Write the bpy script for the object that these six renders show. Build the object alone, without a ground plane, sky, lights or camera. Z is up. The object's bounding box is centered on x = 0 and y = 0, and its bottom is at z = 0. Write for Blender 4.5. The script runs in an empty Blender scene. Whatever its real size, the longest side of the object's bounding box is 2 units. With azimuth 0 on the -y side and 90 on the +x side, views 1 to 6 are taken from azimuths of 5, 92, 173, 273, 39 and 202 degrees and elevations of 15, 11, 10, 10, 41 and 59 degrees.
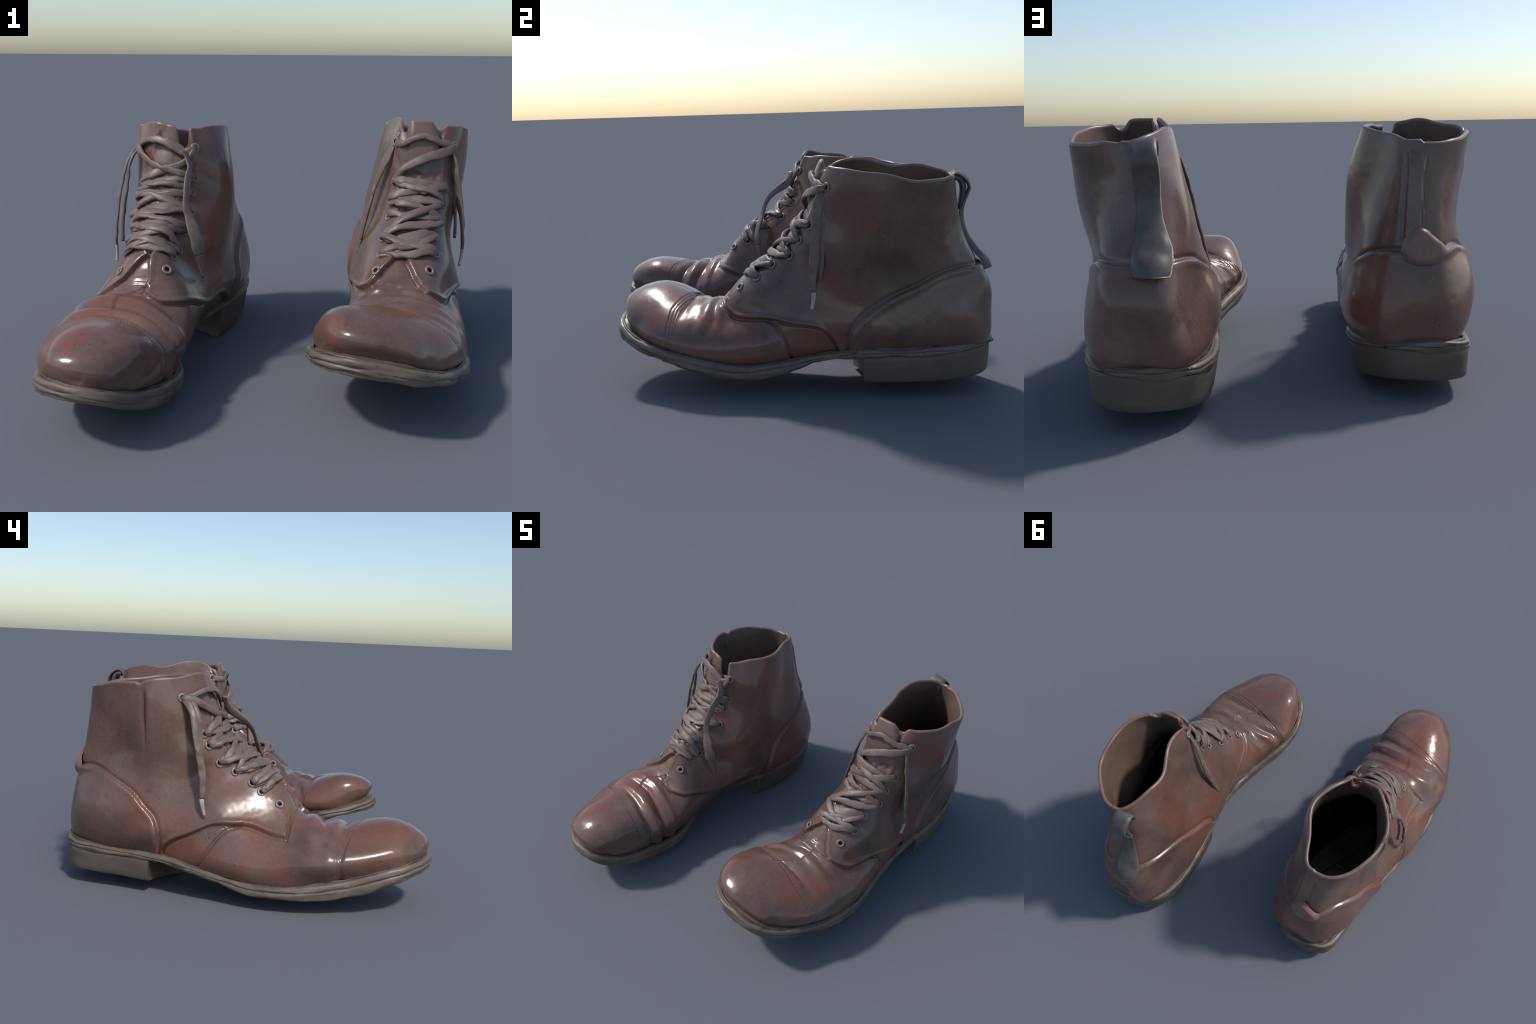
"""A pair of old laced leather ankle boots.

Each boot is a loft: 14 cross-sections run from the toe tip over the instep and
up the ankle shaft.  Every section is a ruling from the back/bottom profile to
the front/top profile with half-widths to either side.  Panels (toe cap, vamp,
quarters, heel counter) are raised from that surface along seam curves given in
the boot's own side view; sole, heel, laces, eyelets and pull strap are built
on top of it.
"""
import bpy, math
import numpy as np
from mathutils import Vector

RNG = np.random.default_rng(7)

# ------------------------------------------------------------------ splines
def spline_matrix(knots, x):
    """natural cubic spline through values at `knots`, as a matrix"""
    k = np.asarray(knots, float); n = len(k); h = np.diff(k)
    A = np.zeros((n, n)); R = np.zeros((n, n)); A[0, 0] = A[-1, -1] = 1
    for i in range(1, n - 1):
        A[i, i-1], A[i, i], A[i, i+1] = h[i-1], 2*(h[i-1]+h[i]), h[i]
        R[i, i-1], R[i, i], R[i, i+1] = 6/h[i-1], -6/h[i-1]-6/h[i], 6/h[i]
    M2 = np.linalg.solve(A, R); x = np.asarray(x, float)
    i = np.clip(np.searchsorted(k, x, side='right') - 1, 0, n - 2); hi = h[i]
    b = (x - k[i]) / hi; a = 1 - b
    S = np.zeros((len(x), n)); r = np.arange(len(x))
    S[r, i] += a; S[r, i+1] += b
    return S + ((a**3-a)*hi**2/6)[:, None]*M2[i] + ((b**3-b)*hi**2/6)[:, None]*M2[i+1]

def smooth_path(pts, n, power=.5):
    P = np.asarray(pts, float)
    d = np.r_[0, np.cumsum(np.linalg.norm(np.diff(P, axis=0), axis=1)**power)]
    return spline_matrix(d, np.linspace(0, d[-1], n)) @ P

def smoothstep(x, a, b):
    t = np.clip((x - a) / (b - a), 0, 1); return t*t*(3 - 2*t)

def bump(x, w):
    return np.exp(-(x / w)**2)

# --------------------------------------------------------------- value noise
def _hash(i, j, k, seed):
    h = (i*374761393 + j*668265263 + k*2147483647 + seed*1274126177) & 0xffffffff
    h = ((h ^ (h >> 13)) * 1274126177) & 0xffffffff
    return ((h ^ (h >> 16)) & 0xffff) / 32767.5 - 1.0

def noise(P, scale, seed=0):
    Q = P * scale; I = np.floor(Q).astype(np.int64); F = Q - I; F = F*F*F*(F*(6*F-15)+10)
    out = 0
    for dx in (0, 1):
        for dy in (0, 1):
            for dz in (0, 1):
                w = (F[..., 0] if dx else 1-F[..., 0])*(F[..., 1] if dy else 1-F[..., 1])*(F[..., 2] if dz else 1-F[..., 2])
                out = out + w*_hash(I[..., 0]+dx, I[..., 1]+dy, I[..., 2]+dz, seed)
    return out

# ---------------------------------------------------------------- materials
def _nodes(name):
    m = bpy.data.materials.new(name); m.use_nodes = True
    nt = m.node_tree; b = nt.nodes['Principled BSDF']
    return m, nt, b

def _add(nt, kind, **kw):
    n = nt.nodes.new(kind)
    for k, v in kw.items(): setattr(n, k, v)
    return n

def _noise(nt, co, scale, detail=3, rough=.55, dist=0.0):
    n = _add(nt, 'ShaderNodeTexNoise')
    n.inputs['Scale'].default_value = scale; n.inputs['Detail'].default_value = detail
    n.inputs['Roughness'].default_value = rough; n.inputs['Distortion'].default_value = dist
    nt.links.new(co, n.inputs['Vector']); return n.outputs['Fac']

def _ramp(nt, fac, stops):
    r = _add(nt, 'ShaderNodeValToRGB')
    e = r.color_ramp.elements
    while len(e) < len(stops): e.new(.5)
    for el, (p, c) in zip(e, stops):
        el.position = p; el.color = (*c, 1) if len(c) == 3 else c
    nt.links.new(fac, r.inputs['Fac']); return r.outputs['Color']

def _mix(nt, fac, a, b, blend='MIX'):
    m = _add(nt, 'ShaderNodeMix', data_type='RGBA', blend_type=blend)
    if isinstance(fac, float): m.inputs[0].default_value = fac
    else: nt.links.new(fac, m.inputs[0])
    for v, i in ((a, 6), (b, 7)):
        if isinstance(v, tuple): m.inputs[i].default_value = (*v, 1)
        else: nt.links.new(v, m.inputs[i])
    return m.outputs[2]

def surface_material(name, low, mid, high, patch=None, scale=3.0, rough=(.2, .35), grain=.02, grain_scale=220,
                     fleck=0.0, stretch=(1, 1, 1), coat=0.0, spec=.5):
    m, nt, b = _nodes(name)
    tc = _add(nt, 'ShaderNodeTexCoord'); mp = _add(nt, 'ShaderNodeMapping')
    mp.inputs['Scale'].default_value = stretch
    nt.links.new(tc.outputs['Object'], mp.inputs['Vector']); co = mp.outputs['Vector']
    col = _ramp(nt, _noise(nt, co, scale, 5, .6, .4), [(.30, low), (.50, mid), (.72, high)])
    if patch:
        pm = _ramp(nt, _noise(nt, co, scale*.8, 2, .5, .8), [(.50, (0, 0, 0)), (.66, (1, 1, 1))])
        col = _mix(nt, pm, col, patch)
    fine = _ramp(nt, _noise(nt, co, 60, 4, .65), [(.3, (.88, .88, .88)), (.7, (1.08, 1.08, 1.08))])
    col = _mix(nt, 1.0, col, fine, 'MULTIPLY')
    if fleck:
        f1 = _ramp(nt, _noise(nt, co, 130, 2, .5), [(.665, (0, 0, 0)), (.68, (1, 1, 1))])
        f2 = _ramp(nt, _noise(nt, co, 7, 2, .5), [(.62-fleck, (0, 0, 0)), (.66-fleck, (1, 1, 1))])
        fm = _mix(nt, 1.0, f1, f2, 'MULTIPLY')
        col = _mix(nt, fm, col, (.012, .010, .009))
    nt.links.new(col, b.inputs['Base Color'])
    rr = _ramp(nt, _noise(nt, co, scale*1.7, 3, .6), [(.35, (rough[0],)*3), (.65, (rough[1],)*3)])
    nt.links.new(rr, b.inputs['Roughness'])
    b.inputs['Specular IOR Level'].default_value = spec
    if coat:
        b.inputs['Coat Weight'].default_value = coat; b.inputs['Coat Roughness'].default_value = .12
    bp = _add(nt, 'ShaderNodeBump'); bp.inputs['Strength'].default_value = grain; bp.inputs['Distance'].default_value = .01
    nt.links.new(_noise(nt, co, grain_scale, 3, .6), bp.inputs['Height'])
    nt.links.new(bp.outputs['Normal'], b.inputs['Normal'])
    return m

LEATHER = surface_material('old_brown_leather', (.084, .053, .043), (.148, .084, .065), (.185, .110, .087),
                           patch=(.176, .073, .048), scale=2.9, rough=(.15, .29), fleck=.03)
STITCH = surface_material('thread', (.16, .105, .088), (.19, .125, .105), (.22, .15, .125), scale=20, rough=(.45, .6))
TONGUE = surface_material('scuffed_tongue_leather', (.105, .066, .054), (.140, .086, .070), (.165, .100, .082),
                          scale=5, rough=(.26, .42), grain=.05, fleck=.04)
EDGE_LEATHER = surface_material('worn_edge_leather', (.17, .095, .075), (.20, .115, .092), (.23, .14, .115),
                                scale=6, rough=(.28, .42))
SOLE_MAT = surface_material('dusty_sole_leather', (.090, .067, .050), (.132, .100, .075), (.175, .137, .104), scale=7,
                            rough=(.38, .55), grain=.06, fleck=.02, stretch=(1, 1, 2.5))
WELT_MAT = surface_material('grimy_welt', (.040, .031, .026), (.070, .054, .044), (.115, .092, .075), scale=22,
                            rough=(.4, .6), grain=.08, fleck=.06)
HEEL_MAT = surface_material('stacked_heel_leather', (.084, .065, .050), (.106, .082, .063), (.130, .101, .078), scale=4,
                            rough=(.45, .6), grain=.04, stretch=(1, 1, 3))
LACE_MAT = surface_material('dull_brown_lace', (.120, .084, .068), (.155, .110, .092), (.185, .135, .114), scale=14,
                            rough=(.38, .55), grain=.10, grain_scale=320, fleck=.02)
AGLET_MAT = surface_material('pale_lace_tip', (.34, .29, .25), (.44, .39, .35), (.52, .47, .43), scale=20, rough=(.3, .4))
METAL = surface_material('worn_eyelet_metal', (.145, .112, .098), (.205, .168, .150), (.26, .22, .20), scale=30, rough=(.22, .34))
STRAP_MAT = surface_material('grey_webbing_strap', (.070, .060, .053), (.094, .081, .072), (.118, .102, .091), scale=9,
                             rough=(.4, .55), grain=.06)
LINING = surface_material('tan_lining', (.115, .076, .056), (.142, .096, .072), (.170, .116, .088), scale=4, rough=(.45, .6))
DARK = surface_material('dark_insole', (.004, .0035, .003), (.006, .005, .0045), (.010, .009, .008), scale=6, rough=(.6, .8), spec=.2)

# ------------------------------------------------------------- mesh helpers
def mesh_object(name, verts, faces, mat, parent=None, smooth=True, normals=None):
    me = bpy.data.meshes.new(name)
    me.from_pydata([tuple(map(float, v)) for v in verts], [], [tuple(map(int, f)) for f in faces])
    me.materials.append(mat)
    if smooth:
        me.polygons.foreach_set('use_smooth', np.ones(len(me.polygons), bool))
    me.update()
    if normals is not None:
        me.normals_split_custom_set_from_vertices([tuple(map(float, n)) for n in normals])
    ob = bpy.data.objects.new(name, me); bpy.context.collection.objects.link(ob)
    if parent is not None: ob.parent = parent
    return ob

def grid_faces(nr, nc, closed):
    r = np.arange(nr - 1)[:, None]; c = np.arange(nc if closed else nc - 1)[None, :]; c2 = (c + 1) % nc
    return np.stack([r*nc + c, r*nc + c2, (r+1)*nc + c2, (r+1)*nc + c], -1).reshape(-1, 4)

def grid_normals(P, closed):
    Q = np.concatenate([P[:, -1:], P, P[:, :1]], 1) if closed else P
    du = np.gradient(P, axis=0); dv = np.gradient(Q, axis=1)
    if closed: dv = dv[:, 1:-1]
    n = np.cross(du, dv); return n / (np.linalg.norm(n, axis=-1, keepdims=True) + 1e-12)

def ribbon(path, normals, widths, thick, nring=14, square=.55):
    """closed strap swept along `path`; width lies across the given outward normals"""
    P = np.asarray(path, float); N = np.asarray(normals, float); n = len(P)
    T = np.gradient(P, axis=0); T /= np.linalg.norm(T, axis=1, keepdims=True) + 1e-12
    S = np.cross(T, N); S /= np.linalg.norm(S, axis=1, keepdims=True) + 1e-12
    N = np.cross(S, T)
    a = np.linspace(0, 2*np.pi, nring, endpoint=False)
    ca = np.sign(np.cos(a))*abs(np.cos(a))**square; sa = np.sign(np.sin(a))*abs(np.sin(a))**square
    w = np.broadcast_to(widths, (n,)); t = np.broadcast_to(thick, (n,))
    V = P[:, None] + S[:, None]*(ca[None, :, None]*w[:, None, None]/2) + N[:, None]*(sa[None, :, None]*t[:, None, None]/2)
    verts = V.reshape(-1, 3); f = [tuple(q) for q in grid_faces(n, nring, True)]
    f += [tuple(range(nring))[::-1], tuple((n-1)*nring + i for i in range(nring))]
    return verts, f

def sdf_poly(P, poly, n=160):
    """signed distance (positive inside) to a closed outline; open part is splined"""
    C = poly; d2 = np.full(P.shape[0], 1e9); inside = np.zeros(P.shape[0], bool)
    m = len(C)
    for i in range(m):
        a, b = C[i], C[(i+1) % m]; e = b - a; L = (e**2).sum() + 1e-12
        t = np.clip(((P - a) @ e)/L, 0, 1); q = P - a - t[:, None]*e
        d2 = np.minimum(d2, (q**2).sum(1))
        cond = (a[1] > P[:, 1]) != (b[1] > P[:, 1])
        with np.errstate(divide='ignore', invalid='ignore'):
            x = (b[0]-a[0])*(P[:, 1]-a[1])/(b[1]-a[1]) + a[0]
        inside ^= cond & (P[:, 0] < x)
    return np.where(inside, 1, -1)*np.sqrt(d2)

def polyline_distance(P, C):
    d2 = np.full(P.shape[0], 1e9)
    for a, b in zip(C[:-1], C[1:]):
        e = b - a; L = (e**2).sum() + 1e-12
        t = np.clip(((P - a) @ e)/L, 0, 1); q = P - a - t[:, None]*e
        d2 = np.minimum(d2, (q**2).sum(1))
    return np.sqrt(d2)

# ------------------------------------------------------------ boot measures
# section: (front/top point (along, up)), (back/bottom point), sideways offset of each,
#          half-widths from back to front on the left (-) and on the right (+) side
WIDTH_KNOTS = [0, .25, .5, .75, 1.0]
SOLE_KNOTS = [.03, .10, .24, .38, .52, .66, .79, .90, .97]
TOP_KNOTS = [0, .15, .3, .45, .6, .75, .88, 1.0]
BOTTOM_KNOTS = [.30, .45, .60, .80, 1.0]
ROUND_FRONT = [.8]*6 + [.75]*8
ROUND_BACK = [.4, .35, .3, .3, .3, .3, .3, .3, .32, .36, .45, .55, .65, .7]

RIGHT_BOOT = dict(
    heel_point=(-0.45, 0.83), direction=(-0.27, -1.81),
    sections=[
        ([1.809, 0.286], [1.811, 0.257], 0.097, 0.097, [0.067, 0.067, 0.066, 0.065, 0.065], [0.06, 0.061, 0.061, 0.06, 0.06]),
        ([1.797, 0.359], [1.758, 0.224], 0.058, 0.099, [0.142, 0.141, 0.138, 0.122, 0.123], [0.124, 0.126, 0.126, 0.122, 0.114]),
        ([1.635, 0.417], [1.724, 0.207], 0.084, 0.069, [0.202, 0.204, 0.209, 0.185, 0.179], [0.19, 0.187, 0.175, 0.171, 0.163]),
        ([1.442, 0.391], [1.643, 0.191], 0.059, 0.084, [0.261, 0.262, 0.262, 0.231, 0.224], [0.232, 0.222, 0.21, 0.204, 0.2]),
        ([1.264, 0.397], [1.369, 0.116], 0.004, 0.061, [0.302, 0.304, 0.303, 0.253, 0.231], [0.273, 0.254, 0.269, 0.241, 0.202]),
        ([1.173, 0.444], [1.144, 0.083], 0.091, -0.011, [0.287, 0.295, 0.294, 0.247, 0.216], [0.281, 0.267, 0.257, 0.233, 0.199]),
        ([1.122, 0.523], [0.812, 0.115], 0.094, -0.026, [0.244, 0.293, 0.256, 0.199, 0.185], [0.279, 0.268, 0.255, 0.205, 0.172]),
        ([1.045, 0.596], [0.504, 0.148], 0.082, -0.002, [0.204, 0.242, 0.253, 0.199, 0.175], [0.324, 0.294, 0.261, 0.181, 0.13]),
        ([0.968, 0.653], [0.246, 0.161], 0.076, 0.05, [0.215, 0.273, 0.261, 0.232, 0.202], [0.3, 0.293, 0.239, 0.223, 0.148]),
        ([0.885, 0.706], [0.047, 0.201], 0.065, 0.06, [0.212, 0.268, 0.265, 0.22, 0.242], [0.24, 0.277, 0.233, 0.257, 0.177]),
        ([0.815, 0.768], [0.004, 0.35], 0.057, 0.06, [0.19, 0.257, 0.225, 0.238, 0.247], [0.215, 0.247, 0.227, 0.267, 0.186]),
        ([0.76, 0.84], [0.042, 0.549], 0.065, 0.038, [0.136, 0.17, 0.206, 0.247, 0.236], [0.195, 0.215, 0.221, 0.265, 0.175]),
        ([0.735, 0.944], [0.083, 0.769], 0.081, 0.042, [0.153, 0.188, 0.234, 0.264, 0.231], [0.143, 0.162, 0.202, 0.227, 0.168]),
        ([0.708, 1.045], [0.114, 0.989], 0.092, 0.045, [0.199, 0.238, 0.256, 0.255, 0.208], [0.119, 0.126, 0.172, 0.145, 0.094]),
    ],
    rim_lift=[[-0.004, 0.008, 0.007, 0.023, 0.017], [0.007, 0.021, 0.022, 0.026, 0.001]],
    sole_side=[[-0.123, -0.163, -0.185, -0.23, -0.259, -0.272, -0.218, -0.172, -0.077],
               [0.206, 0.294, 0.306, 0.215, 0.159, 0.269, 0.294, 0.279, 0.217]],
    sole_ends=[[-0.01, 0.077], [1.835, 0.099]], sole_top=[0.238, 0.209, 0.197, 0.143, 0.109, 0.142, 0.206, 0.269],
    roll=[0.029, -0.096], sole_bottom=[0.414, 0.125, 0.055, 0.086, 0.22],
    label='old brown leather ankle boot with laces and toe cap', seed=11, floor_drop=.04, tongue_sink=.024,
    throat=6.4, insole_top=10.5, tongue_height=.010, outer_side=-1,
    quarter_edge=[[(1.45, .60), (1.30, .45), (1.22, .37), (1.180, .345), (1.150, .346), (1.078, .357), (.985, .384), (.94, .388), (.88, .388), (.80, .380), (.707, .335), (.619, .293), (.568, .25), (.54, .19)],
                  [(1.45, .55), (1.32, .43), (1.25, .395), (1.228, .388), (1.188, .383), (1.119, .372), (1.021, .335), (.93, .305), (.83, .30), (.72, .29), (.62, .24), (.56, .18)]],
    counter_edge=[[(.04, .585), (.10, .592), (.16, .595), (.229, .58), (.329, .537), (.405, .494), (.463, .439), (.517, .381), (.537, .311), (.539, .254), (.52, .18)],
                  [(.04, .585), (.15, .57), (.259, .525), (.354, .485), (.45, .42), (.51, .34), (.54, .26), (.54, .18)]],
    side_seam=[[(.94, .388), (.878, .368), (.835, .324), (.791, .258), (.735, .164)], [(.93, .29), (.88, .25), (.84, .16)]],
    facing=[[(0, .3), (5.0, .56), (5.08, .66), (5.21, .78), (5.44, .85), (5.73, .895), (6.13, .95), (6.3, .975), (6.45, 1.0), (7.2, .96), (8, .93), (11, .90), (13, .90)],
            [(0, .3), (4.4, .76), (4.5, .88), (4.63, .95), (4.9, .98), (5.1, 1.01), (6.45, 1.0), (7.2, .96), (8, .93), (11, .90), (13, .89)]],
    heel_taper=(1, .024), heel_block=(.532, .19, .085, -.085, .02, -.28, .02), slits=[],
    cap=(1.475, .20),
    folds=[(1.425, .16, .3, -.016, .020, .17, .20), (1.375, .10, .6, .014, .024, .16, .22), (1.315, .12, .9, -.017, .018, .14, .20),
           (1.255, .10, .5, .012, .020, .12, .20), (1.36, -.05, 0, .010, .03, -.15, .10), (1.42, -.05, 0, -.008, .02, -.14, .10)],
    dents=[(1.285, .40, 0, .018, .065, .07, 0), (1.285, .40, 1, .012, .06, .07, 0), (.50, .31, 0, .012, .06, .06, 0), (.446, .90, 0, -.020, .008, .13, 0), (.475, .93, 0, .009, .022, .13, 0), (.35, .70, 0, -.008, .06, .06, .5), (.55, .66, 0, -.006, .07, .05, -.3),
           (.30, .80, 1, -.008, .07, .12, 0)],
    rim_waves=[(.942, .050, -.075), (-.86, .10, .012), (.84, .05, .006), (-.52, .02, -.012), (.08, .08, -.008)],
    back_strip=[(.085, -.08, .030, .62, .97, .013)],
    eyelets=[[(.622, -.130, .965), (.728, -.09, .797), (.752, -.098, .743), (.808, -.092, .662), (.877, -.068, .62), (.960, -.058, .57), (1.009, -.057, .534), (1.097, -.053, .476)],
             [(.705, .170, .972), (.718, .168, .832), (.755, .165, .775), (.814, .179, .695), (.90, .178, .62), (.974, .174, .556), (1.029, .175, .545), (1.115, .169, .50)]],
    strands=[(0, 1, 1, 1, .050, .004), (0, 2, 1, 2, .048, .003), (0, 3, 1, 3, .050, .004), (0, 4, 1, 4, .046, .003), (0, 5, 1, 5, .046, .003),
             (0, 0, 1, 0, .034, 0.013), (0, 1, 1, 0, .036, 0.015), (0, 0, 1, 1, .036, 0.020), (0, 2, 1, 1, .036, 0.015), (0, 1, 1, 2, .034, 0.020), (0, 3, 1, 2, .036, 0.015),
             (0, 2, 1, 3, .034, 0.020), (0, 4, 1, 3, .036, 0.014), (0, 3, 1, 4, .034, 0.019), (0, 5, 1, 4, .036, 0.013), (0, 4, 1, 5, .034, 0.018), (0, 6, 1, 5, .034, 0.011), (0, 5, 1, 6, .034, 0.016), (0, 6, 1, 6, .034, 0.009)],
    hanging=[([(.621, -.131, .967), (.676, -.163, .914), (.70, -.183, .848), (.716, -.197, .779), (.733, -.204, .71), (.748, -.207, .641), (.755, -.211, .568), (.754, -.213, .496), (.769, -.209, .424)],
              [.03, .034, .036, .036, .038, .038, .034, .026, .014], (.35, -1, 0), .86),
             ([(.655, -.12, .96), (.70, -.15, .90), (.72, -.16, .80), (.735, -.175, .70), (.745, -.18, .60), (.75, -.185, .52)], [.03, .03, .026, .026, .024, .016], (.35, -1, 0), 1.1),
             ([(.76, .128, .966), (.774, .166, .907), (.858, .184, .846), (.909, .195, .782), (.929, .206, .714), (.949, .236, .649), (.956, .259, .58), (.947, .268, .505), (.938, .275, .427)],
              [.03, .05, .04, .034, .04, .055, .06, .045, .012], (.6, 1, .1), .84)],
    tip_pale=[1, 0, 0], pull_strap=[], strap_curve=0, strap_backing=[],
    back_patch=[(.128, .590), (.118, .552), (.065, .530), (.004, .532), (-.042, .562), (-.040, .60), (.0, .640), (.05, .680), (.09, .665), (.115, .63)],
)

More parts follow.
